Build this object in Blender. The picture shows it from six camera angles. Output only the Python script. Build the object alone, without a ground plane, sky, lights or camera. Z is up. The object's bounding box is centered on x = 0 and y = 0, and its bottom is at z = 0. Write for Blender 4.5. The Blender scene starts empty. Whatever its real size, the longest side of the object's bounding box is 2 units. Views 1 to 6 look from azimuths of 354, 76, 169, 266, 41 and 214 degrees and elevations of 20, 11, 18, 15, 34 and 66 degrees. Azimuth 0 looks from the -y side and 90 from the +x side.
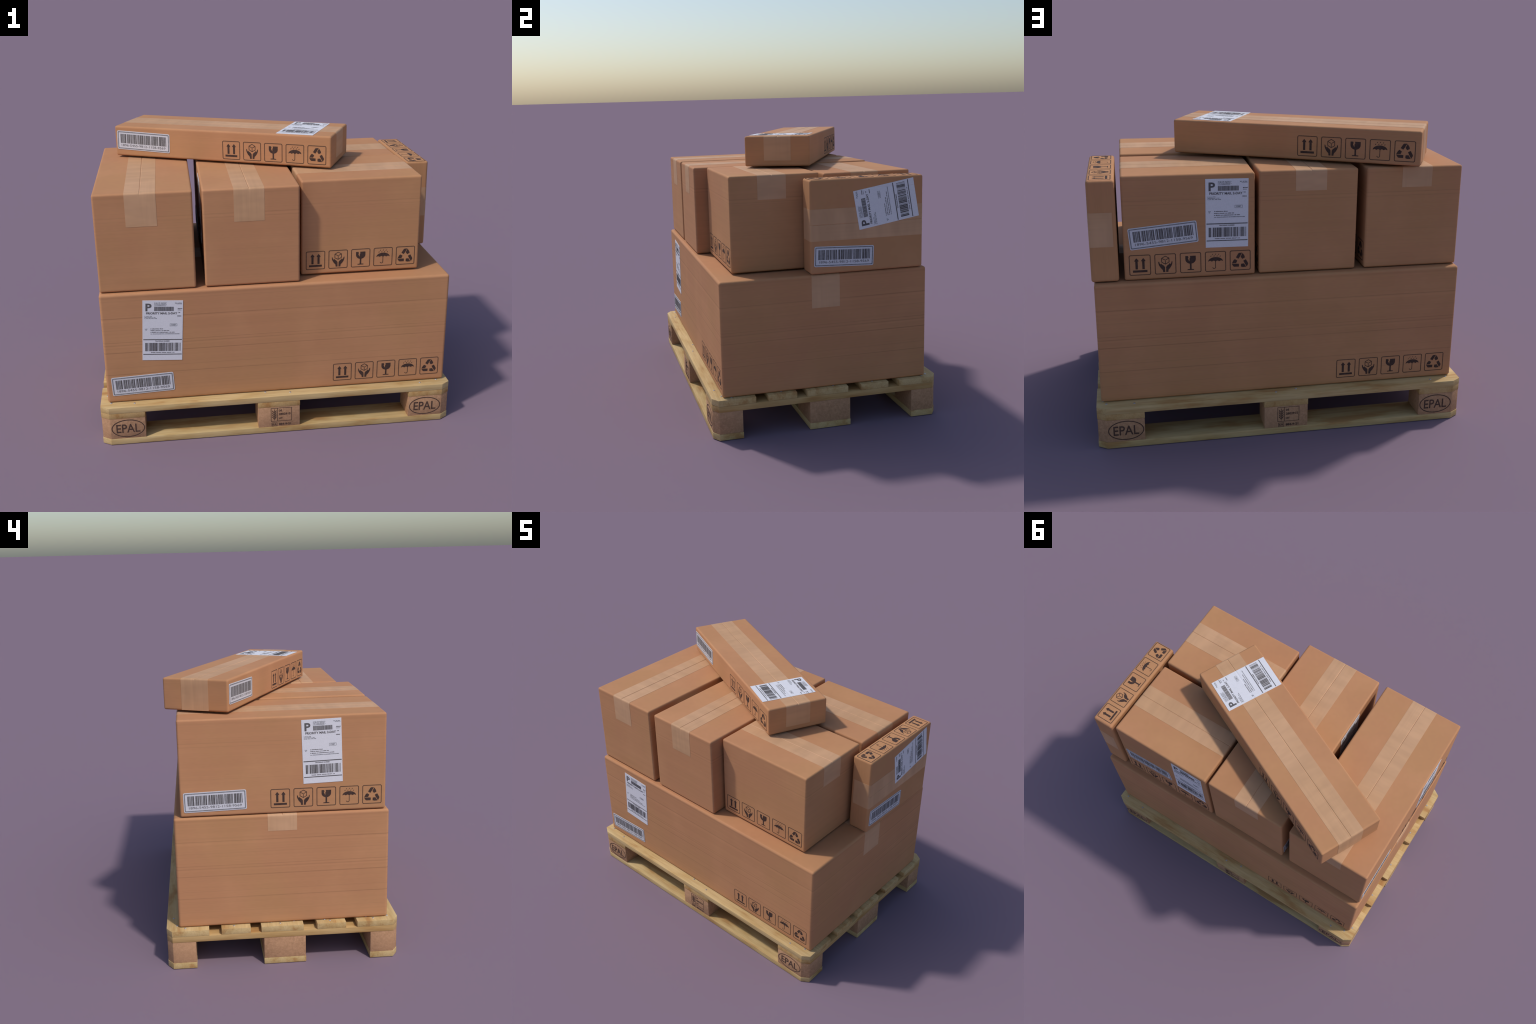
import bpy, bmesh, math, random
from mathutils import Matrix, Vector

random.seed(7)
scene = bpy.context.scene
COL = scene.collection


# ------------------------------------------------------------------ materials
class Tree:
    """small helper to write node trees as expressions"""
    def __init__(self, name, rough=0.8, spec=0.25):
        self.mat = bpy.data.materials.new(name)
        self.mat.use_nodes = True
        self.nt = self.mat.node_tree
        self.b = self.nt.nodes["Principled BSDF"]
        self.b.inputs["Roughness"].default_value = rough
        self.b.inputs["Specular IOR Level"].default_value = spec

    def n(self, kind, **kw):
        node = self.nt.nodes.new("ShaderNode" + kind)
        for k, v in kw.items():
            setattr(node, k, v)
        return node

    def put(self, sock, v):
        if isinstance(v, bpy.types.NodeSocket):
            self.nt.links.new(v, sock)
        elif isinstance(v, (tuple, list)) and len(v) == 3 and sock.type == "RGBA":
            sock.default_value = (*v, 1)
        else:
            sock.default_value = v

    def math(self, op, a, b=0.0, c=0.0):
        m = self.n("Math", operation=op)
        for s, v in zip(m.inputs, (a, b, c)):
            self.put(s, v)
        return m.outputs[0]

    def mix(self, f, a, b, blend="MIX"):
        m = self.n("Mix", data_type="RGBA", blend_type=blend)
        self.put(m.inputs[0], f)
        self.put(m.inputs[6], a)
        self.put(m.inputs[7], b)
        return m.outputs[2]

    def remap(self, v, a, b, lo=0.0, hi=1.0, smooth=True):
        m = self.n("MapRange", interpolation_type="SMOOTHSTEP" if smooth else "LINEAR")
        for s, x in zip(m.inputs, (v, a, b, lo, hi)):
            self.put(s, x)
        return m.outputs[0]

    def coords(self, scale=(1, 1, 1), rot=(0, 0, 0)):
        if not hasattr(self, "_tc"):
            self._tc = self.n("TexCoord").outputs["Object"]
        mp = self.n("Mapping")
        mp.inputs["Scale"].default_value = scale
        mp.inputs["Rotation"].default_value = rot
        self.put(mp.inputs["Vector"], self._tc)
        return mp.outputs[0]

    def rnd(self):
        if not hasattr(self, "_oi"):
            self._oi = self.n("ObjectInfo").outputs["Random"]
        return self._oi

    def noise(self, scale=(1, 1, 1), detail=3.0, rough=0.5, shift=0.0, vary=True):
        t = self.n("TexNoise", noise_dimensions="4D")
        self.put(t.inputs["Vector"], self.coords(scale))
        w = self.math("MULTIPLY_ADD", self.rnd(), 37.0, shift) if vary else shift
        self.put(t.inputs["W"], w)
        t.inputs["Scale"].default_value = 1.0
        t.inputs["Detail"].default_value = detail
        t.inputs["Roughness"].default_value = rough
        return t.outputs["Fac"]

    def bump(self, h, strength=0.2, dist=0.002):
        b = self.n("Bump")
        b.inputs["Strength"].default_value = strength
        b.inputs["Distance"].default_value = dist
        self.put(b.inputs["Height"], h)
        self.nt.links.new(b.outputs[0], self.b.inputs["Normal"])

    def colour(self, c):
        self.put(self.b.inputs["Base Color"], c)
        return self.mat


def cardboard(name, lines):
    t = Tree(name, 0.82, 0.22)
    blot = t.noise((2.3, 2.3, 2.0), 2.0, 0.5, 1.0)
    blot2 = t.noise((4.0, 4.0, 3.5), 3.0, 0.5, 5.0)
    c = t.mix(t.remap(blot, 0.38, 0.62), CARD_RED, CARD_YELLOW)
    c = t.mix(t.remap(blot2, 0.40, 0.68, 0.0, 0.38), c, CARD_PALE)
    # flute streaks that run round the box
    s1 = t.noise((0.8, 0.8, 150.0), 2.0, 0.5, 9.0)
    s2 = t.noise((0.5, 0.5, 40.0), 2.0, 0.5, 13.0)
    streak = t.math("ADD", t.remap(s1, 0.3, 0.7, -0.018, 0.018), t.remap(s2, 0.3, 0.7, -0.012, 0.012))
    fibre = t.noise((30.0, 30.0, 160.0), 2.0, 0.6, 17.0)
    streak = t.math("ADD", streak, t.remap(fibre, 0.3, 0.7, -0.015, 0.015))
    val = t.math("ADD", 1.0, streak)
    # crease shading drawn into the colour: dark lines, some with a light companion
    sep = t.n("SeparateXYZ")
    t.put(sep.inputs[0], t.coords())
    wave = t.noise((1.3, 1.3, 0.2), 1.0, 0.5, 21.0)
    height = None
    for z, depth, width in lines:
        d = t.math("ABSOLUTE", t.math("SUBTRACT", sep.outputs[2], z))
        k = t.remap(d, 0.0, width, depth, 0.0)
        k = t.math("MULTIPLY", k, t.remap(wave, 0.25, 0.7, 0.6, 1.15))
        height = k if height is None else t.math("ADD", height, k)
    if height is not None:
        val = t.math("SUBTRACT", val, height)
        h = t.math("SUBTRACT", s1, t.math("MULTIPLY", height, 6.0))
    else:
        h = s1
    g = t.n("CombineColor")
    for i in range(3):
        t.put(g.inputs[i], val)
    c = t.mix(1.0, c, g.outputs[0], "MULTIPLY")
    t.bump(h, 0.04, 0.0010)
    return t.colour(c)


def tape_material():
    t = Tree("packing_tape_film", 0.6, 0.22)
    blot = t.noise((3.0, 3.0, 3.0), 2.0, 0.5, 2.0)
    c = t.mix(t.remap(blot, 0.35, 0.65), TAPE_A, TAPE_B)
    band = t.noise((15.0, 4.0, 15.0), 3.0, 0.55, 4.0)       # wrinkles across the tape
    long_ = t.noise((0.9, 55.0, 3.0), 2.0, 0.6, 8.0)        # fine lines along it
    patchy = t.remap(t.noise((2.0, 6.0, 2.0), 1.0, 0.5, 12.0), 0.42, 0.62)
    v = t.math("ADD", t.remap(band, 0.3, 0.7, 0.935, 1.055), t.math("MULTIPLY", patchy, t.remap(long_, 0.3, 0.7, -0.05, 0.035)))
    g = t.n("CombineColor")
    for i in range(3):
        t.put(g.inputs[i], v)
    t.bump(t.math("ADD", band, t.math("MULTIPLY", long_, 0.5)), 0.15, 0.0015)
    return t.colour(t.mix(1.0, c, g.outputs[0], "MULTIPLY"))


def paper_material(name, col):
    t = Tree(name, 0.6, 0.3)
    f = t.noise((160.0, 160.0, 160.0), 2.0, 0.6, 1.0)
    return t.colour(t.mix(t.remap(f, 0.35, 0.65), tuple(x * 0.95 for x in col), col))


def ink_material(name, col):
    t = Tree(name, 0.75, 0.2)
    f = t.noise((70.0, 70.0, 70.0), 3.0, 0.6, 1.0)
    return t.colour(t.mix(t.remap(f, 0.35, 0.7), tuple(x * 0.9 for x in col), tuple(x * 1.25 for x in col)))


def pine_material(name, tint):
    t = Tree(name, 0.75, 0.25)
    big = t.noise((2.6, 13.0, 13.0), 4.0, 0.6, 1.0)
    warp = t.noise((2.2, 38.0, 38.0), 4.0, 0.6, 6.0)
    fine = t.noise((6.0, 150.0, 150.0), 3.0, 0.6, 11.0)
    c = t.mix(t.remap(big, 0.40, 0.62), tuple(a * b for a, b in zip(PINE_PALE, tint)), tuple(a * b for a, b in zip(PINE_MID, tint)))
    c = t.mix(t.remap(big, 0.54, 0.66, 0.0, 0.9), c, tuple(a * b for a, b in zip(PINE_DARK, tint)))
    c = t.mix(t.remap(warp, 0.50, 0.72, 0.0, 0.40), c, PINE_DARK)
    # a few elongated knots
    v = t.n("TexVoronoi", voronoi_dimensions="4D")
    t.put(v.inputs["Vector"], t.coords((2.2, 6.0, 6.0)))
    t.put(v.inputs["W"], t.math("MULTIPLY", t.rnd(), 19.0))
    v.inputs["Scale"].default_value = 1.0
    c = t.mix(t.remap(v.outputs["Distance"], 0.06, 0.24, 0.7, 0.0), c, tuple(x * 0.8 for x in PINE_DARK))
    c = t.mix(t.remap(fine, 0.3, 0.7, 0.22, 0.0), c, tuple(x * 0.55 for x in PINE_DARK))
    t.bump(t.math("ADD", fine, warp), 0.25, 0.0012)
    return t.colour(c)


def chipboard_material():
    t = Tree("pressed_chipboard", 0.85, 0.2)
    a = t.noise((70.0, 70.0, 70.0), 3.0, 0.6, 1.0)
    b = t.noise((120.0, 120.0, 120.0), 2.0, 0.6, 3.0)
    c = t.mix(t.remap(a, 0.35, 0.65), BLOCK_DARK, BLOCK_PALE)
    c = t.mix(t.remap(b, 0.35, 0.68, 0.0, 0.45), c, tuple(x * 0.75 for x in BLOCK_DARK))
    big = t.noise((6.0, 6.0, 6.0), 2.0, 0.5, 9.0)
    c = t.mix(t.remap(big, 0.4, 0.65, 0.0, 0.3), c, tuple(x * 1.1 for x in BLOCK_PALE))
    t.bump(b, 0.25, 0.001)
    return t.colour(c)


CARD_RED = (0.496, 0.237, 0.117)
CARD_YELLOW = (0.492, 0.246, 0.115)
CARD_PALE = (0.575, 0.287, 0.142)
TAPE_A = (0.545, 0.314, 0.171)
TAPE_B = (0.590, 0.345, 0.197)
INK = (0.062, 0.036, 0.029)
LABEL_INK = (0.115, 0.106, 0.107)
GREY_INK = (0.22, 0.22, 0.235)
WHITE = (0.74, 0.73, 0.77)
PINE_PALE = (0.625, 0.450, 0.220)
PINE_MID = (0.530, 0.350, 0.145)
PINE_DARK = (0.440, 0.230, 0.085)
BLOCK_PALE = (0.520, 0.295, 0.165)
BLOCK_DARK = (0.425, 0.235, 0.128)

M_BIG = cardboard("cardboard_with_painted_crease_shading",
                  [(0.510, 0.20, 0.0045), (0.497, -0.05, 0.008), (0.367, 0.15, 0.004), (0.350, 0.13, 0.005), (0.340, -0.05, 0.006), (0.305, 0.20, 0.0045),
                   (0.172, 0.18, 0.0045), (0.213, 0.08, 0.004), (0.632, 0.07, 0.010), (0.612, 0.05, 0.004), (0.44, 0.05, 0.004), (0.09, 0.05, 0.004), (0.018, 0.08, 0.004)])  # wide band near the top: occlusion shade below the rim, darkened into the board
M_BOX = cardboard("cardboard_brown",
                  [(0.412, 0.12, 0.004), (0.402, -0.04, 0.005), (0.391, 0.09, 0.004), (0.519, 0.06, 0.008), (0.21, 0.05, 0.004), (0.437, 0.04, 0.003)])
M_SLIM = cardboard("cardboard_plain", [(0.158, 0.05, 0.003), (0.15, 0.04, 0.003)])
M_TAPE = tape_material()
M_PAPER = paper_material("white_label_paper", WHITE)
M_STICKER = paper_material("barcode_sticker_paper", (0.66, 0.65, 0.69))
M_INK = ink_material("dark_brown_ink", INK)
M_LINK = ink_material("label_black_ink", LABEL_INK)
M_GREY = ink_material("grey_ink", GREY_INK)
M_HALF = ink_material("half_tone_grey_ink", (0.30, 0.295, 0.31))
M_STAMP = ink_material("stamp_brown_ink", (0.085, 0.048, 0.036))
M_FADED = ink_material("faded_brown_ink", (0.105, 0.058, 0.038))
M_PINE = pine_material("pine_wood", (1, 1, 1))
M_PINE_SIDE = pine_material("pine_wood_weathered", (0.98, 0.99, 0.98))
M_PINE_WARM = pine_material("pine_wood_warm", (0.90, 0.82, 0.74))
M_CHIP = chipboard_material()
t = Tree("steel_nail", 0.45, 0.5)
t.b.inputs["Metallic"].default_value = 0.7
f = t.noise((300, 300, 300), 2.0, 0.5, 0.0)
M_NAIL = t.colour(t.mix(f, (0.35, 0.36, 0.40), (0.55, 0.55, 0.58)))


# ------------------------------------------------------------------ helpers
def add(name, mesh, parent=None, matrix=None):
    o = bpy.data.objects.new(name, mesh)
    COL.objects.link(o)
    if parent:
        o.parent = parent
    if matrix is not None:
        o.matrix_basis = matrix
    return o


def new_mesh(name, verts, faces, mat, smooth=False, angle=None):
    me = bpy.data.meshes.new(name)
    me.from_pydata(verts, [], faces)
    me.materials.append(mat)
    me.polygons.foreach_set("use_smooth", [smooth] * len(me.polygons))
    me.update()
    if angle is not None:
        me.set_sharp_from_angle(angle=angle)
    return me


GROOVE_W, GROOVE_D = 0.0035, 0.0024


def groove(y):
    return -GROOVE_D * max(0.0, 1.0 - abs(y) / GROOVE_W)


def axis_cuts(h, r, extra=(), n=10):
    """grid lines from -h to h with arc spacing in the rounded rim"""
    inner = h - r
    out = [inner + r * math.tan(math.radians(a)) for a in (0, 15, 30, 45)] + [inner - 0.003]
    out += [-x for x in out]
    lim = inner - 0.01
    out += [-lim + 2 * lim * i / n for i in range(n + 1)]
    out += list(extra)
    out = sorted(set(round(x, 6) for x in out))
    return out


def carton_mesh(name, dims, r, mat, seam):
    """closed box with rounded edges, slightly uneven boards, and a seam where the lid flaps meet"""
    h = [d / 2 for d in dims]
    sx = seam
    ex = [sx - GROOVE_W, sx - GROOVE_W / 2, sx, sx + GROOVE_W / 2, sx + GROOVE_W]
    cuts = [axis_cuts(h[0], r), axis_cuts(h[1], r, ex), axis_cuts(h[2], r)]
    verts, index, faces = [], {}, []

    def vid(p):
        key = tuple(round(c, 5) for c in p)
        if key in index:
            return index[key]
        q = [max(-(h[i] - r), min(h[i] - r, p[i])) for i in range(3)]
        d = Vector([p[i] - q[i] for i in range(3)])
        n = d.normalized()
        v = Vector(q) + n * r
        if n.z > 0.3:
            v.z += groove(v.y - sx) * n.z
        index[key] = len(verts)
        verts.append(v)
        return index[key]

    for ax in range(3):
        a, b = (ax + 1) % 3, (ax + 2) % 3
        for s in (-1, 1):
            for i in range(len(cuts[a]) - 1):
                for j in range(len(cuts[b]) - 1):
                    quad = []
                    for (ii, jj) in ((i, j), (i + 1, j), (i + 1, j + 1), (i, j + 1)):
                        p = [0, 0, 0]
                        p[ax] = s * h[ax]
                        p[a] = cuts[a][ii]
                        p[b] = cuts[b][jj]
                        quad.append(vid(p))
                    faces.append(quad if s > 0 else quad[::-1])
    return new_mesh(name, verts, faces, mat, True, math.radians(24))


def tape_mesh(name, dims, r, y0, width, tab_plus, tab_minus):
    """strip of tape over the lid (along x), folded down over both ends"""
    hx, hz = dims[0] / 2, dims[2] / 2
    path = []                                   # (x, z, normal x, normal z)
    def end(sgn, tab):
        pts = [(sgn * hx, hz - tab + (tab - r) * k / 6, sgn, 0) for k in range(7)]
        for k in range(1, 6):
            a = math.radians(18 * k)
            pts.append((sgn * (hx - r + r * math.cos(a)), hz - r + r * math.sin(a), sgn * math.cos(a), math.sin(a)))
        return pts
    path += end(-1, tab_minus)
    n = 24
    path += [(-(hx - r) + 2 * (hx - r) * k / n, hz, 0, 1) for k in range(1, n)]
    path += end(1, tab_plus)[::-1]
    w = width / 2
    across = [-w, -w * 0.66, -w * 0.33, -GROOVE_W, -GROOVE_W / 2, 0, GROOVE_W / 2, GROOVE_W, w * 0.33, w * 0.66, w]
    verts, faces = [], []
    m = len(across)
    for layer, off in ((0, 0.0008), (1, -0.0008)):
        for (x, z, nx, nz) in path:
            for y in across:
                g = groove(y) * max(0.0, nz)
                o = off + g
                verts.append((x + nx * o, y0 + y, z + nz * o))
    L = len(path)
    base = L * m
    for i in range(L - 1):
        for j in range(m - 1):
            a, b, c, d = i * m + j, (i + 1) * m + j, (i + 1) * m + j + 1, i * m + j + 1
            faces.append((a, b, c, d))
            faces.append((base + d, base + c, base + b, base + a))
    for i in range(L - 1):
        for j in (0, m - 1):
            a, b = i * m + j, (i + 1) * m + j
            f = (a, base + a, base + b, b)
            faces.append(f if j == 0 else f[::-1])
    for i in (0, L - 1):
        for j in range(m - 1):
            a, b = i * m + j, i * m + j + 1
            f = (a, b, base + b, base + a)
            faces.append(f if i == 0 else f[::-1])
    return new_mesh(name, verts, faces, M_TAPE, True, math.radians(24))


# ---- flat printing: closed outlines (with holes) turned into thin solid ink
def outline_mesh(name, groups, mat, thick=0.0002):
    bm = bmesh.new()
    for loops in groups:
        cu = bpy.data.curves.new("tmp", "CURVE")
        cu.dimensions = "2D"
        cu.fill_mode = "BOTH"
        cu.extrude = thick
        for lp in loops:
            sp = cu.splines.new("POLY")
            sp.points.add(len(lp) - 1)
            for q, (x, y) in zip(sp.points, lp):
                q.co = (x, y, 0, 1)
            sp.use_cyclic_u = True
        absorb(bm, cu)
    return finish_print(name, bm, mat)


def absorb(bm, cu, matrix=None):
    ob = bpy.data.objects.new("tmp", cu)
    COL.objects.link(ob)
    dg = bpy.context.evaluated_depsgraph_get()
    me = bpy.data.meshes.new_from_object(ob.evaluated_get(dg))
    if matrix is not None:
        me.transform(matrix)
    bm.from_mesh(me)
    bpy.data.objects.remove(ob)
    bpy.data.curves.remove(cu)
    bpy.data.meshes.remove(me)


def finish_print(name, bm, mat):
    me = bpy.data.meshes.new(name)
    bm.to_mesh(me)
    bm.free()
    me.materials.clear()
    me.materials.append(mat)
    me.polygons.foreach_set("material_index", [0] * len(me.polygons))
    me.polygons.foreach_set("use_smooth", [False] * len(me.polygons))
    return me


def text_into(bm, body, x0, x1, y0, y1, bold=0.0, thick=0.0002):
    """fit a line of text into the rectangle x0..x1, y0..y1"""
    cu = bpy.data.curves.new("tmp", "FONT")
    cu.body = body
    cu.size = 1.0
    cu.offset = bold
    cu.resolution_u = 3
    cu.fill_mode = "BOTH"
    cu.extrude = 0.5
    ob = bpy.data.objects.new("tmp", cu)
    COL.objects.link(ob)
    dg = bpy.context.evaluated_depsgraph_get()
    me = bpy.data.meshes.new_from_object(ob.evaluated_get(dg))
    xs = [v.co.x for v in me.vertices]
    ys = [v.co.y for v in me.vertices]
    ax, bx, ay, by = min(xs), max(xs), min(ys), max(ys)
    for v in me.vertices:
        v.co = (x0 + (v.co.x - ax) / (bx - ax) * (x1 - x0), y0 + (v.co.y - ay) / (by - ay) * (y1 - y0), (1 if v.co.z > 0 else -1) * thick)
    bm.from_mesh(me)
    bpy.data.objects.remove(ob)
    bpy.data.curves.remove(cu)
    bpy.data.meshes.remove(me)


def rect(x0, y0, x1, y1):
    return [(x0, y0), (x1, y0), (x1, y1), (x0, y1)]


def round_rect(hw, hh, r, n=5, cx=0.0, cy=0.0):
    pts = []
    for sx, sy, a0 in ((1, 1, 0), (-1, 1, 90), (-1, -1, 180), (1, -1, 270)):
        for k in range(n + 1):
            a = math.radians(a0 + 90 * k / n)
            pts.append((cx + sx * (hw - r) + r * math.cos(a), cy + sy * (hh - r) + r * math.sin(a)))
    return pts


def ring(cx, cy, rx, ry, w, n=40):
    e = lambda k: [(cx + (rx + k) * math.cos(2 * math.pi * i / n), cy + (ry + k) * math.sin(2 * math.pi * i / n)) for i in range(n)]
    return [e(0), e(-w)]


def stroke(pts, w):
    """outline of a polyline of width w"""
    left, right = [], []
    for i, p in enumerate(pts):
        a = Vector(pts[max(i - 1, 0)])
        b = Vector(pts[min(i + 1, len(pts) - 1)])
        d = (b - a).normalized()
        n = Vector((-d.y, d.x)) * w / 2
        left.append(tuple(Vector(p) + n))
        right.append(tuple(Vector(p) - n))
    return left + right[::-1]


# ------------------------------------------------------------------ handling symbols (unit square, then scaled)
def frame():
    return [round_rect(0.5, 0.5, 0.085), round_rect(0.462, 0.462, 0.052)]


def arc(cx, cy, rx, ry, a0, a1, n=12):
    return [(cx + rx * math.cos(math.radians(a0 + (a1 - a0) * i / n)), cy + ry * math.sin(math.radians(a0 + (a1 - a0) * i / n))) for i in range(n + 1)]


def sym_up():
    g = [[frame()[0], frame()[1]], [rect(-0.335, -0.355, 0.335, -0.25)]]
    for cx in (-0.155, 0.16):
        g.append([[(cx - 0.055, -0.20), (cx + 0.055, -0.20), (cx + 0.055, 0.185), (cx + 0.105, 0.185), (cx + 0.085, 0.235), (cx, 0.345), (cx - 0.085, 0.235), (cx - 0.105, 0.185), (cx - 0.055, 0.185)]])
    return g


def sym_care():
    g = [frame()]
    c, r = (0.0, 0.185), 0.215
    hexa = lambda rr: [(c[0] + rr * math.cos(math.radians(90 + 60 * k)), c[1] + rr * math.sin(math.radians(90 + 60 * k))) for k in range(6)]
    g.append([hexa(r), hexa(r - 0.036)])
    for ang in (30, 150, 270):
        a = math.radians(ang)
        g.append([stroke([(c[0] + 0.012 * math.cos(a), c[1] + 0.012 * math.sin(a)), (c[0] + (r - 0.045) * math.cos(a), c[1] + (r - 0.045) * math.sin(a))], 0.03)])
    palm = [(-0.325, 0.125), (-0.285, 0.105), (-0.27, 0.03), (-0.225, -0.02), (-0.20, 0.04), (-0.165, -0.02), (-0.085, -0.075), (-0.03, -0.15),
            (-0.022, -0.40), (-0.12, -0.40), (-0.135, -0.29), (-0.225, -0.19), (-0.29, -0.08), (-0.325, 0.02)]
    g.append([palm])
    g.append([[(-x, y) for x, y in palm][::-1]])
    return g


def sym_fragile():
    g = [frame()]
    bowl = [(-0.245, 0.335), (-0.12, 0.335), (-0.095, 0.265), (-0.125, 0.205), (-0.055, 0.065), (-0.045, 0.22), (-0.015, 0.25), (-0.03, 0.335), (0.245, 0.335)]
    bowl += arc(0.0, 0.17, 0.245, 0.22, 0, -78, 9) + [(0.04, -0.06), (0.04, -0.315), (0.155, -0.325), (0.155, -0.365), (-0.155, -0.365), (-0.155, -0.325), (-0.04, -0.315), (-0.04, -0.06)]
    bowl += arc(0.0, 0.17, 0.245, 0.22, -102, -180, 9)
    g.append([bowl])
    return g


def sym_dry():
    g = [frame()]
    can = arc(0.0, 0.0, 0.35, 0.215, 4, 176, 18)
    for k in range(4):
        x0 = -0.35 + 0.175 * k
        can += [(x0 + 0.02, 0.005), (x0 + 0.055, 0.032), (x0 + 0.0875, 0.04), (x0 + 0.12, 0.032), (x0 + 0.155, 0.005)]
    g.append([can])
    hook = [(0.0, 0.03), (0.0, -0.1), (0.0, -0.27)] + arc(-0.07, -0.29, 0.07, 0.06, 0, -180, 8)[1:]
    g.append([stroke(hook, 0.03)])
    for x, y in ((-0.14, 0.355), (0.005, 0.36), (0.15, 0.35), (-0.22, 0.265), (-0.07, 0.27), (0.075, 0.265), (0.22, 0.255)):
        g.append([[(x - 0.022, y - 0.032), (x + 0.012, y - 0.02), (x + 0.028, y + 0.03), (x - 0.01, y + 0.015)]])
    return g


def sym_recycle():
    g = [frame()]
    band = [(-0.205, 0.15), (-0.095, 0.335), (-0.055, 0.365), (0.095, 0.372), (-0.02, 0.17), (-0.085, 0.075)]
    head = [(0.115, 0.355), (0.205, 0.215), (0.225, 0.125), (0.10, 0.06), (0.045, 0.135), (0.02, 0.175)]
    for k in range(3):
        a = math.radians(-120 * k)
        rot = lambda p: (p[0] * math.cos(a) - (p[1] + 0.045) * math.sin(a), p[0] * math.sin(a) + (p[1] + 0.045) * math.cos(a) - 0.045)
        g.append([[rot(p) for p in band]])
        g.append([[rot(p) for p in head]])
    return g


SYM = 0.1085
SYMBOLS = []
for nm, fn in (("up_arrows_symbol", sym_up), ("handle_with_care_symbol", sym_care), ("fragile_symbol", sym_fragile), ("keep_dry_symbol", sym_dry), ("recycling_symbol", sym_recycle)):
    groups = [[[(x * SYM, y * SYM) for x, y in lp] for lp in grp] for grp in fn()]
    ink = outline_mesh("ink", groups[1:], M_INK)
    rim = outline_mesh("ink_frame", groups[:1], M_FADED)
    bm = bmesh.new()
    bm.from_mesh(ink)
    split = len(bm.faces)
    bm.from_mesh(rim)
    me = finish_print(nm, bm, M_INK)
    me.materials.append(M_FADED)
    me.polygons.foreach_set("material_index", [0] * split + [1] * (len(me.polygons) - split))
    bpy.data.meshes.remove(ink)
    bpy.data.meshes.remove(rim)
    SYMBOLS.append((nm, me))

# ------------------------------------------------------------------ shipping label
LW, LH = 0.218, 0.357


def sheet_mesh(name, hw, hh, top, mat, corner=0.0, crease=None):
    """thin slab of paper; crease = (point, direction angle) of a fold pressed into it"""
    if corner:
        o = round_rect(hw, hh, corner)
        n = len(o)
        v = [(x, y, 0.0002) for x, y in o] + [(x, y, top) for x, y in o]
        f = [tuple(range(n, 2 * n)), tuple(range(n))[::-1]] + [(i, (i + 1) % n, n + (i + 1) % n, n + i) for i in range(n)]
        return new_mesh(name, v, f, mat)
    nx, ny = 40, 90
    v, f = [], []
    for z in (top, 0.0002):
        for j in range(ny + 1):
            for i in range(nx + 1):
                x, y = -hw + 2 * hw * i / nx, -hh + 2 * hh * j / ny
                dz = 0.0
                if crease and z == top:
                    d = (x - crease[0]) * -math.sin(crease[2]) + (y - crease[1]) * math.cos(crease[2])
                    dz = -0.0012 * max(0.0, 1 - abs(d) / 0.006)
                v.append((x, y, z + dz))
    k = (nx + 1) * (ny + 1)
    for j in range(ny):
        for i in range(nx):
            a = j * (nx + 1) + i
            q = (a, a + 1, a + nx + 2, a + nx + 1)
            f.append(q)
            f.append(tuple(k + x for x in q[::-1]))
    for i in range(nx):
        a, b = i, i + 1
        f.append((a, k + a, k + b, b))
        a, b = ny * (nx + 1) + i, ny * (nx + 1) + i + 1
        f.append((b, k + b, k + a, a))
    for j in range(ny):
        a, b = j * (nx + 1), (j + 1) * (nx + 1)
        f.append((b, k + b, k + a, a))
        a, b = a + nx, b + nx
        f.append((a, k + a, k + b, b))
    return new_mesh(name, v, f, mat)


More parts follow.
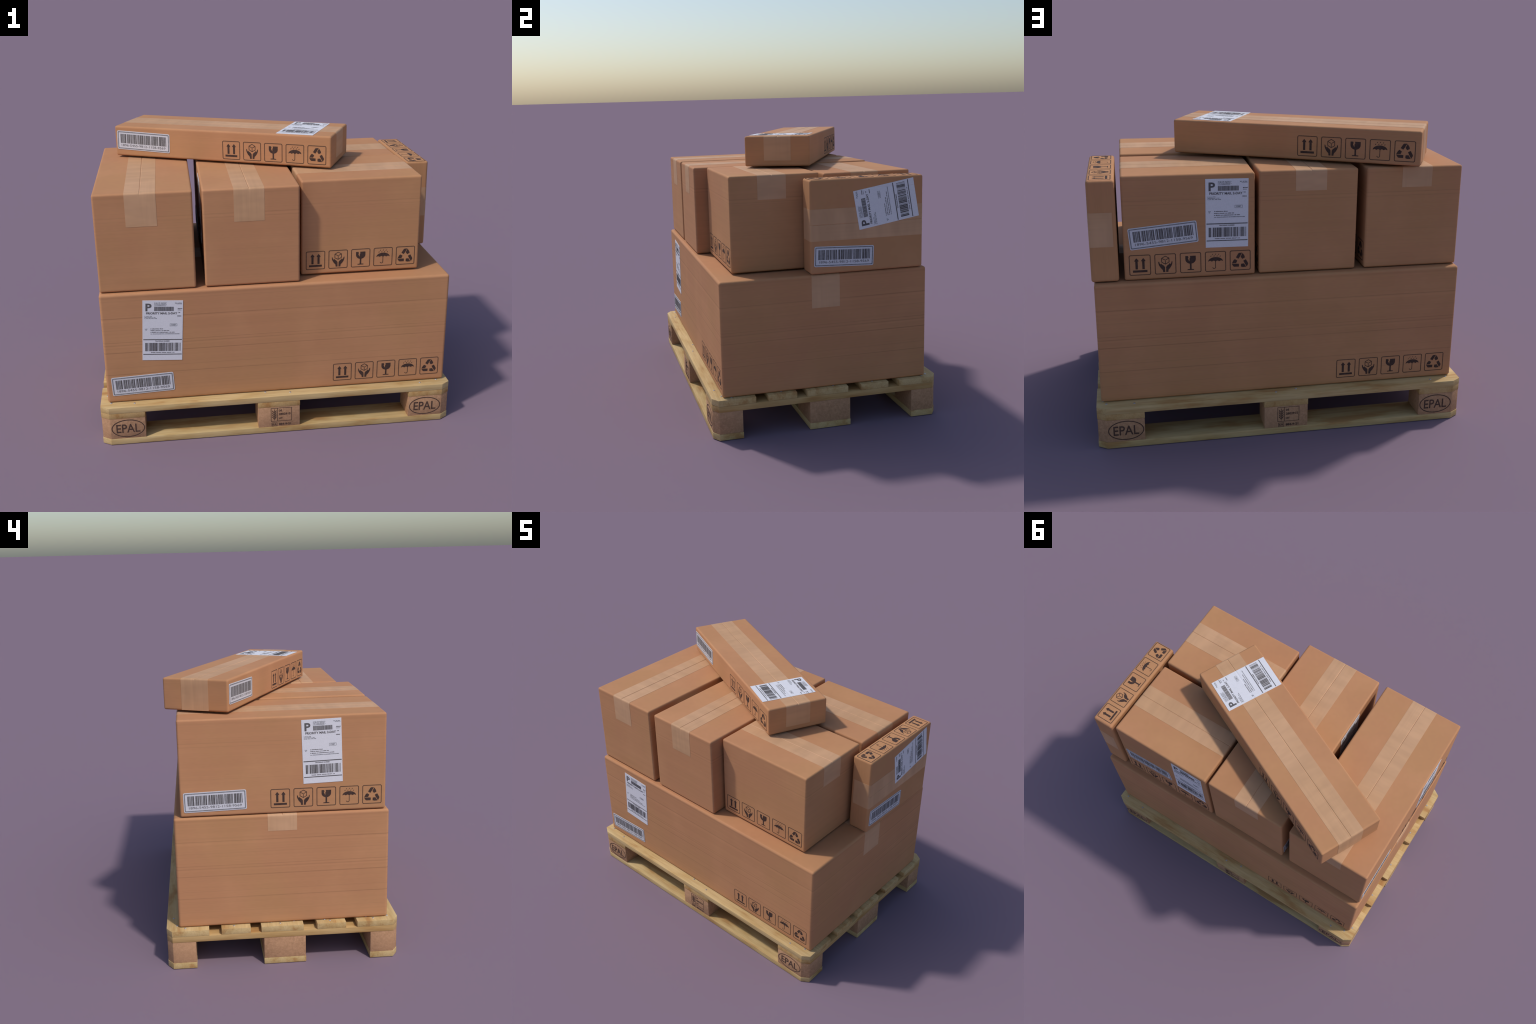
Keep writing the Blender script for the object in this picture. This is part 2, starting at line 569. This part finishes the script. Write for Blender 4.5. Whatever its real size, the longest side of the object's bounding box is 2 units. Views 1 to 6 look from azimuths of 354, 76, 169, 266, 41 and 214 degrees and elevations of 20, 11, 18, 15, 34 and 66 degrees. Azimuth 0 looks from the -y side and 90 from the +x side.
def label_print():
    X = lambda s: (s - 0.5) * LW
    Y = lambda t: (0.5 - t) * LH
    rng = random.Random(11)
    black, grey = bmesh.new(), bmesh.new()

    def boxes(bm, rects):
        for (s0, t0, s1, t1) in rects:
            v = [bm.verts.new((X(s), Y(t), z)) for z in (-0.0002, 0.0002) for s, t in ((s0, t1), (s1, t1), (s1, t0), (s0, t0))]
            for q in ((4, 5, 6, 7), (3, 2, 1, 0), (0, 1, 5, 4), (1, 2, 6, 5), (2, 3, 7, 6), (3, 0, 4, 7)):
                bm.faces.new([v[i] for i in q])

    def words(bm, s0, s1, t0, t1):
        """a line of very small print, one dash per word or letter group"""
        s, out = s0, []
        while s < s1 - 0.01:
            w = min(rng.uniform(0.012, 0.03), s1 - s)
            out.append((s, t0 + rng.uniform(0, 0.003), s + w, t1))
            s += w + (rng.uniform(0.004, 0.007) if rng.random() < 0.75 else 0.016)
        boxes(bm, out)

    T = lambda bm, body, s0, t0, s1, t1, b=0.0: text_into(bm, body, X(s0), X(s1), Y(t1), Y(t0), b)
    T(black, "P", 0.075, 0.05, 0.225, 0.175, 0.03)
    for k in range(4):
        words(grey, 0.29, 0.60 - 0.02 * (k % 2), 0.033 + 0.016 * k, 0.043 + 0.016 * k)
    # small dense code block
    s, out = 0.29, []
    while s < 0.775:
        w = rng.uniform(0.006, 0.018)
        out.append((s, 0.103, s + w, 0.172))
        s += w + rng.uniform(0.002, 0.007)
    boxes(black, out)
    words(grey, 0.80, 0.98, 0.035, 0.048)
    words(grey, 0.84, 0.98, 0.052, 0.060)
    words(black, 0.87, 0.98, 0.125, 0.138)
    words(grey, 0.87, 0.96, 0.150, 0.160)
    T(black, "PRIORITY MAIL 2-DAY", 0.09, 0.192, 0.86, 0.228, 0.03)
    T(black, "TM", 0.88, 0.19, 0.93, 0.205, 0.02)
    for k, e in enumerate((0.24, 0.32, 0.37)):
        words(grey, 0.05, e, 0.252 + 0.019 * k, 0.263 + 0.019 * k)
    words(black, 0.86, 0.97, 0.247, 0.262)
    T(grey, "C087", 0.71, 0.392, 0.83, 0.414, 0.03)
    for r in ((0.68, 0.382, 0.86, 0.386), (0.68, 0.42, 0.86, 0.424), (0.68, 0.386, 0.687, 0.42), (0.853, 0.386, 0.86, 0.42)):
        boxes(grey, [r])
    words(grey, 0.06, 0.135, 0.465, 0.476)
    words(grey, 0.075, 0.115, 0.483, 0.493)
    for k, e in enumerate((0.52, 0.67, 0.81, 0.92)):
        words(black if k < 3 else grey, 0.20, e, 0.463 + 0.028 * k, 0.475 + 0.028 * k)
    boxes(black, [(0.02, 0.643, 0.985, 0.657), (0.02, 0.893, 0.985, 0.906)])
    T(black, "TRACKING NUMBER", 0.31, 0.667, 0.68, 0.684, 0.03)
    s, out = 0.07, []
    while s < 0.94:
        w = rng.choice((0.008, 0.008, 0.015, 0.022, 0.03))
        out.append((s, 0.705, min(s + w, 0.95), 0.845))
        s += w + rng.choice((0.006, 0.006, 0.006, 0.012, 0.018))
    boxes(black, out)
    T(black, "9405 5036 9930 0047 15", 0.21, 0.862, 0.80, 0.877, 0.03)
    return finish_print("label_print", black, M_LINK), finish_print("label_small_print", grey, M_GREY)


LABEL_BLACK, LABEL_GREY = label_print()
LABEL_TOP = 0.0019
LABEL_SHEETS = {}

# ------------------------------------------------------------------ barcode sticker
BW, BH = 0.345, 0.113


def sticker_print():
    rng = random.Random(23)
    bm = bmesh.new()
    grey = bmesh.new()

    def bar(b, x0, x1):
        v = [b.verts.new((min(px, 0.436) * BW, py * BH, z)) for z in (-0.0002, 0.0002) for px, py in ((x0, -0.16), (x1, -0.16), (x1, 0.33), (x0, 0.33))]
        for q in ((4, 5, 6, 7), (3, 2, 1, 0), (0, 1, 5, 4), (1, 2, 6, 5), (2, 3, 7, 6), (3, 0, 4, 7)):
            b.faces.new([v[i] for i in q])

    x = -0.435
    while x < 0.425:
        w = rng.choice((0.007, 0.010, 0.010, 0.016, 0.022))
        bar(bm, x, x + w)
        gap = rng.choice((0.005, 0.007, 0.010, 0.016))
        if rng.random() < 0.65 and x + w + gap < 0.43:
            bar(grey, x + w, x + w + gap)               # pale half-tone between the dark bars
        x += w + gap
    half = finish_print("barcode_halftone", grey, M_HALF)
    bars = finish_print("barcode_bars", bm, M_LINK)
    bm = bmesh.new()
    text_into(bm, "1896-5455-9812-1158-9569", -0.42 * BW, 0.42 * BW, -0.33 * BH, -0.21 * BH, 0.0)
    digits = finish_print("barcode_digits", bm, M_LINK)
    k = BH * 0.05
    rim = outline_mesh("sticker_rim", [[round_rect(BW * 0.487, BH * 0.46, 0.006), round_rect(BW * 0.487 - k, BH * 0.46 - k, 0.003)]], M_GREY)
    return bars, digits, rim, half


BARS, DIGITS, RIM, HALF = sticker_print()
STICKER = sheet_mesh("barcode_sticker", BW / 2, BH / 2, LABEL_TOP, M_STICKER, 0.009)


# ------------------------------------------------------------------ a packed carton
FACES = {  # outward normal, right, up in the carton's own frame
    "front": ((0, -1, 0), (1, 0, 0), (0, 0, 1)),
    "back": ((0, 1, 0), (-1, 0, 0), (0, 0, 1)),
    "lid": ((0, 0, 1), (1, 0, 0), (0, 1, 0)),
}


def on_face(dims, face, r, u, lift, angle=0.0):
    n, rt, up = (Vector(v) for v in FACES[face])
    half = Vector((abs(n.x) * dims[0], abs(n.y) * dims[1], abs(n.z) * dims[2])).length / 2
    p = n * (half + lift) + rt * r + up * u
    a = math.radians(angle)
    x = rt * math.cos(a) + up * math.sin(a)
    y = up * math.cos(a) - rt * math.sin(a)
    m = Matrix((x, y, n)).transposed().to_4x4()
    m.translation = p
    return m


CARTON_CACHE = {}


def carton(kind, loc, rot, dims, label, material, radius=0.011, seam=0.0, tabs=(0.15, 0.1), tape_width=0.163,
           symbols=(), labels=(), stickers=(), pitch=0.1278, base=None):
    """Empty at the base > carton body, tape, labels, stickers, symbols. loc is the middle of the base."""
    root = add("cardboard_box", None)
    root.empty_display_size = 0.1
    root.location = loc
    root.rotation_euler = rot.to_euler()
    root["label"] = label
    root["category"] = "cardboard box"
    centre = Vector(base if base else (0, 0, dims[2] / 2))
    C = Matrix.Translation(centre)
    if kind not in CARTON_CACHE:
        body = carton_mesh("carton", dims, radius, material, seam)
        body.transform(Matrix.Translation((0, 0, dims[2] / 2)))
        CARTON_CACHE[kind] = (body, tape_mesh("packing_tape", dims, radius, seam, tape_width, *tabs))
    body, tape = CARTON_CACHE[kind]
    add("carton", body, root, C @ Matrix.Translation((0, 0, -dims[2] / 2)))
    add("packing_tape", tape, root, C)
    for face, r_first, u in symbols:
        for k, (nm, me) in enumerate(SYMBOLS):
            add(nm, me, root, C @ on_face(dims, face, r_first + pitch * k, u, 0.0004))
    for face, r, u, ang, crease in labels:
        key = crease
        if key not in LABEL_SHEETS:
            LABEL_SHEETS[key] = sheet_mesh("shipping_label", LW / 2, LH / 2, LABEL_TOP, M_PAPER, 0.0, crease)
        o = add("shipping_label", LABEL_SHEETS[key], root, C @ on_face(dims, face, r, u, 0.0, ang))
        for nm, me in (("label_print", LABEL_BLACK), ("label_small_print", LABEL_GREY)):
            p = add(nm, me, o, Matrix.Translation((0, 0, LABEL_TOP + 0.0003)))
            p["kind"] = "stuff"
    for face, r, u, ang in stickers:
        o = add("barcode_sticker", STICKER, root, C @ on_face(dims, face, r, u, 0.0, ang))
        for nm, me in (("barcode_bars", BARS), ("barcode_digits", DIGITS), ("sticker_rim", RIM), ("barcode_halftone", HALF)):
            p = add(nm, me, o, Matrix.Translation((0, 0, LABEL_TOP + 0.0003)))
            p["kind"] = "stuff"
    return root


def turn(deg):
    return Matrix.Rotation(math.radians(deg), 3, "Z")


# long crate-size carton that fills the pallet
D = (1.9330, 1.2000, 0.652)
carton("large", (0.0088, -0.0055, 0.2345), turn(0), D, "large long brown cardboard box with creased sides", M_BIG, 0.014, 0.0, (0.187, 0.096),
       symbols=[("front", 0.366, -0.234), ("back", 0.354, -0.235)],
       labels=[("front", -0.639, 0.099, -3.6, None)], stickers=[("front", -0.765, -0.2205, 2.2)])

# two tall cartons that lie across the large one
D = (1.139, 0.518, 0.5435)
for x in (-0.6935, -0.1258):
    carton("deep", (x, -0.0145, 0.8910), turn(-90), D, "brown cardboard box taped along the lid", M_BOX, 0.011, -0.012, (0.182, 0.109),
           symbols=[("front", -0.018, -0.1865), ("back", -0.018, -0.1865)],
           labels=[("front", 0.215, 0.072, 1.6, None)], stickers=[("front", -0.377, -0.186, 1.3)])

# two shorter cartons beside them
D = (0.667, 0.516, 0.5400)
for x, y, z in ((0.4870, -0.2450, 0.8955), (0.4880, 0.2975, 0.8888)):
    carton("cube", (x, y, z), turn(180), D, "squarish brown cardboard box with taped lid", M_BOX, 0.011, 0.016, (0.16, 0.136),
           symbols=[("front", -0.255, -0.1895), ("back", -0.2535, -0.1875)],
           labels=[("front", 0.190, 0.064, -0.6, None)], stickers=[("front", -0.133, -0.038, 5.1)])

# slim carton standing on its side against the stack: lid faces +x
D = (0.659, 0.5205, 0.137)
R = Matrix(((0, 0, 1), (-1, 0, 0), (0, -1, 0)))       # own x -> -Y, y -> -Z, z -> +X
lab_e = (-0.111, -0.110, -80.3)
ca = math.radians(-lab_e[2])
ey = -0.012 - lab_e[1]
carton("slim", (0.9180, 0.2365, 0.8910), R, D, "slim brown cardboard box standing on its side", M_SLIM, 0.013, -0.012, (0.118, 0.118), 0.176,
       symbols=[("front", -0.252, 0.002), ("back", -0.252, 0.002)], pitch=0.1302,
       labels=[("lid", *lab_e, (-math.sin(math.radians(lab_e[2])) * -ey * -1, math.cos(math.radians(lab_e[2])) * ey, ca))],
       stickers=[("lid", 0.137, 0.167, 177.8)],
       base=(0, -0.5205 / 2, 0))

# long flat carton thrown on top at an angle
D = (1.342, 0.394, 0.1795)
carton("flat", (-0.1676, 0.1610, 1.4470), turn(-25.24), D, "long flat brown cardboard box with address label", M_SLIM, 0.011, 0.002, (0.145, 0.176),
       symbols=[("front", 0.0775, -0.019), ("back", 0.0775, -0.0155)],
       labels=[("lid", 0.459, -0.0085, -1.6, (0.0, 0.0105, math.radians(1.6)))], stickers=[("front", -0.484, 0.003, -1.6)])

# ------------------------------------------------------------------ pallet
pallet = add("wooden_pallet", None)
pallet["label"] = "flat wooden shipping pallet with stamped chipboard blocks"
pallet["category"] = "pallet"
HX, HY = 1.0, 0.6655
Z1, Z2, Z3, Z4 = 0.0355, 0.1630, 0.1975, 0.2325
CX, CY = 0.047, 0.031                                # cut-off pallet corners


def plank_mesh(name, outline, z0, z1, mat, bevel=0.0016, grain="x", uneven=0.0):
    bm = bmesh.new()
    lo = [bm.verts.new((x, y, z0)) for x, y in outline]
    hi = [bm.verts.new((x, y, z1)) for x, y in outline]
    n = len(outline)
    bm.faces.new(lo[::-1])
    bm.faces.new(hi)
    for i in range(n):
        bm.faces.new((lo[i], lo[(i + 1) % n], hi[(i + 1) % n], hi[i]))
    bmesh.ops.bevel(bm, geom=list(bm.edges), offset=bevel, segments=2, profile=0.5, affect="EDGES")
    if grain == "y":
        bmesh.ops.rotate(bm, verts=bm.verts, cent=(0, 0, 0), matrix=Matrix.Rotation(math.radians(-90), 3, "Z"))
    me = bpy.data.meshes.new(name)
    bm.to_mesh(me)
    bm.free()
    me.materials.append(mat)
    me.polygons.foreach_set("use_smooth", [True] * len(me.polygons))
    me.set_sharp_from_angle(angle=math.radians(30))
    return me


def cut_outline(x0, x1, y0, y1, corners):
    """rectangle with chosen corners cut off; corners is a set of (sx, sy)"""
    out = []
    for sx, sy in ((-1, -1), (1, -1), (1, 1), (-1, 1)):
        x, y = (x1 if sx > 0 else x0), (y1 if sy > 0 else y0)
        if (sx, sy) in corners:
            a, b = (x - sx * CX, y), (x, y - sy * CY)
            out += [b, a] if sx * sy > 0 else [a, b]
        else:
            out.append((x, y))
    return out


def plank(name, x0, x1, y0, y1, z0, z1, corners, mat, grain="x", yaw=0.0):
    cx, cy, cz = (x0 + x1) / 2, (y0 + y1) / 2, (z0 + z1) / 2
    o = cut_outline(x0 - cx, x1 - cx, y0 - cy, y1 - cy, corners)
    me = plank_mesh(name, o, z0 - cz, z1 - cz, mat, grain=grain)
    m = Matrix.Translation((cx, cy, cz)) @ Matrix.Rotation(math.radians(yaw), 4, "Z")
    if grain == "y":
        m = m @ Matrix.Rotation(math.radians(90), 4, "Z")
    return add(name, me, pallet, m)


B145, B100 = 0.2415, 0.1660
e = 0.0012
S = {(-1, -1), (1, -1)}
N = {(-1, 1), (1, 1)}
rows = [(-HY, -HY + B145, S), (-0.3565, -0.3565 + B100, set()), (-B145 / 2, B145 / 2, set()), (0.3565 - B100, 0.3565, set()), (HY - B145, HY, N)]
for (y0, y1, c), yaw in zip(rows, (0.0, 0.15, -0.38, 0.13, 0.0)):
    trim = 0.0008 if yaw else 0.0
    plank("deck_board", -HX + trim, HX - trim, y0, y1, Z3, Z4, c, M_PINE, yaw=yaw)
cols = [(-HX, -HX + 0.245, {(-1, -1), (-1, 1)}), (-0.1205, 0.1205, set()), (HX - 0.245, HX, {(1, -1), (1, 1)})]
for x0, x1, c in cols:
    plank("stringer_board", x0, x1, -HY + e, HY - e, Z2, Z3 - 0.0003, c, M_PINE_WARM, "y")
skids = [(-HY, -HY + B100, S), (-B145 / 2, B145 / 2, set()), (HY - B100, HY, N)]
for (y0, y1, c), yaw in zip(skids, (0.0, 0.36, 0.0)):
    trim = 0.0008 if yaw else 0.0
    plank("bottom_board", -HX + trim, HX - trim, y0, y1, 0.0, Z1, c, M_PINE_SIDE, yaw=yaw)


def arc_stamp():
    """oval stamp with four letters"""
    bm = bmesh.new()
    text_into(bm, "EPAL", -0.066, 0.066, -0.027, 0.027, 0.012)
    a = finish_print("stamp_letters", bm, M_STAMP)
    b = outline_mesh("stamp_oval", [ring(0, 0, 0.093, 0.056, 0.0052)], M_STAMP)
    bm = bmesh.new()
    bm.from_mesh(a)
    bm.from_mesh(b)
    return finish_print("oval_stamp", bm, M_STAMP)


def treatment_stamp():
    """framed heat-treatment mark: wheat ear on the left, three code lines on the right, numbers below"""
    g = [[rect(-0.060, -0.029, 0.060, 0.058), rect(-0.0575, -0.0265, -0.0235, 0.0555), rect(-0.0205, -0.0265, 0.0575, 0.0555)]]
    g.append([stroke([(-0.040, -0.022), (-0.0395, 0.0), (-0.040, 0.050)], 0.003)])
    for k in range(4):
        y = -0.014 + 0.013 * k
        for s in (-1, 1):
            g.append([[(-0.040 + s * 0.003, y), (-0.040 + s * 0.0125, y + 0.012), (-0.040 + s * 0.0125, y + 0.019), (-0.040 + s * 0.003, y + 0.009)]])
    g.append([rect(-0.056, -0.060, -0.024, -0.036), rect(-0.0540, -0.058, -0.026, -0.038)])
    a = outline_mesh("stamp_frame", g, M_STAMP)
    bm = bmesh.new()
    bm.from_mesh(a)
    text_into(bm, "DE", -0.014, 0.004, 0.034, 0.046, 0.03)
    text_into(bm, "2802915", -0.014, 0.053, 0.010, 0.024, 0.03)
    text_into(bm, "HT", -0.014, 0.008, -0.016, -0.004, 0.03)
    text_into(bm, "EUR", -0.052, -0.028, -0.054, -0.042, 0.02)
    text_into(bm, "884-9-21", -0.014, 0.056, -0.056, -0.042, 0.045)
    return finish_print("treatment_stamp", bm, M_STAMP)


OVAL, MARK = arc_stamp(), treatment_stamp()
brow = [(-HY, -HY + B100, -1), (-B145 / 2, B145 / 2, 0), (HY - B100, HY, 1)]
for x0, x1, c in cols:
    sx = -1 if x0 < -0.5 else (1 if x0 > 0.5 else 0)
    for y0, y1, sy in brow:
        cor = {(sx, sy)} if sx and sy else set()
        i = 0.0016
        bx0, bx1 = x0 + i, x1 - i
        shift = 0.006 * sx if sy == 0 else 0.0       # follows the skewed middle runner
        by0, by1 = y0 + i + shift, y1 - i + shift
        b = plank("block", bx0, bx1, by0, by1, Z1 + 0.0002, Z2 - 0.0002, cor, M_CHIP)
        if sy:
            half_y = (by1 - by0) / 2
            m = Matrix.Rotation(math.radians(90), 4, "X")
            if sy > 0:
                m = Matrix.Rotation(math.radians(180), 4, "Z") @ m
            m.translation = (0, sy * (half_y + 0.0006), 0.0)
            if sx:
                m.translation.x = -sx * 0.0235
                add("oval_stamp", OVAL, b, m)
            else:
                m.translation.x = 0.012 * -sy
                add("treatment_stamp", MARK, b, m)

# nail heads
bm = bmesh.new()
bmesh.ops.create_cone(bm, cap_ends=True, segments=14, radius1=0.0065, radius2=0.0048, depth=0.0024)
nail = finish_print("nail", bm, M_NAIL)
nail.polygons.foreach_set("use_smooth", [False] * len(nail.polygons))
rng = random.Random(5)
for (y0, y1, c) in rows:
    for xc in (-0.8775, 0.0, 0.8775):
        for s, t in ((-1, -1), (1, -1), (-1, 1), (1, 1)):
            w = (y1 - y0) / 2
            px = xc + s * (0.060 + rng.uniform(-0.012, 0.012))
            inset = 0.036 if w > 0.1 else 0.045
            py = (y0 + y1) / 2 + t * (w - inset - (0.018 if (s * (1 if xc <= 0 else -1)) < 0 and w > 0.1 else 0.0) - rng.uniform(0, 0.006))
            add("nail", nail, pallet, Matrix.Translation((px, py, Z4 + 0.0008)))
    for sx in (-1, 1):                                # outer nails seen at the ends
        add("nail", nail, pallet, Matrix.Translation((sx * 0.964, (y0 + y1) / 2 + rng.uniform(-0.02, 0.05), Z4 + 0.0008)))
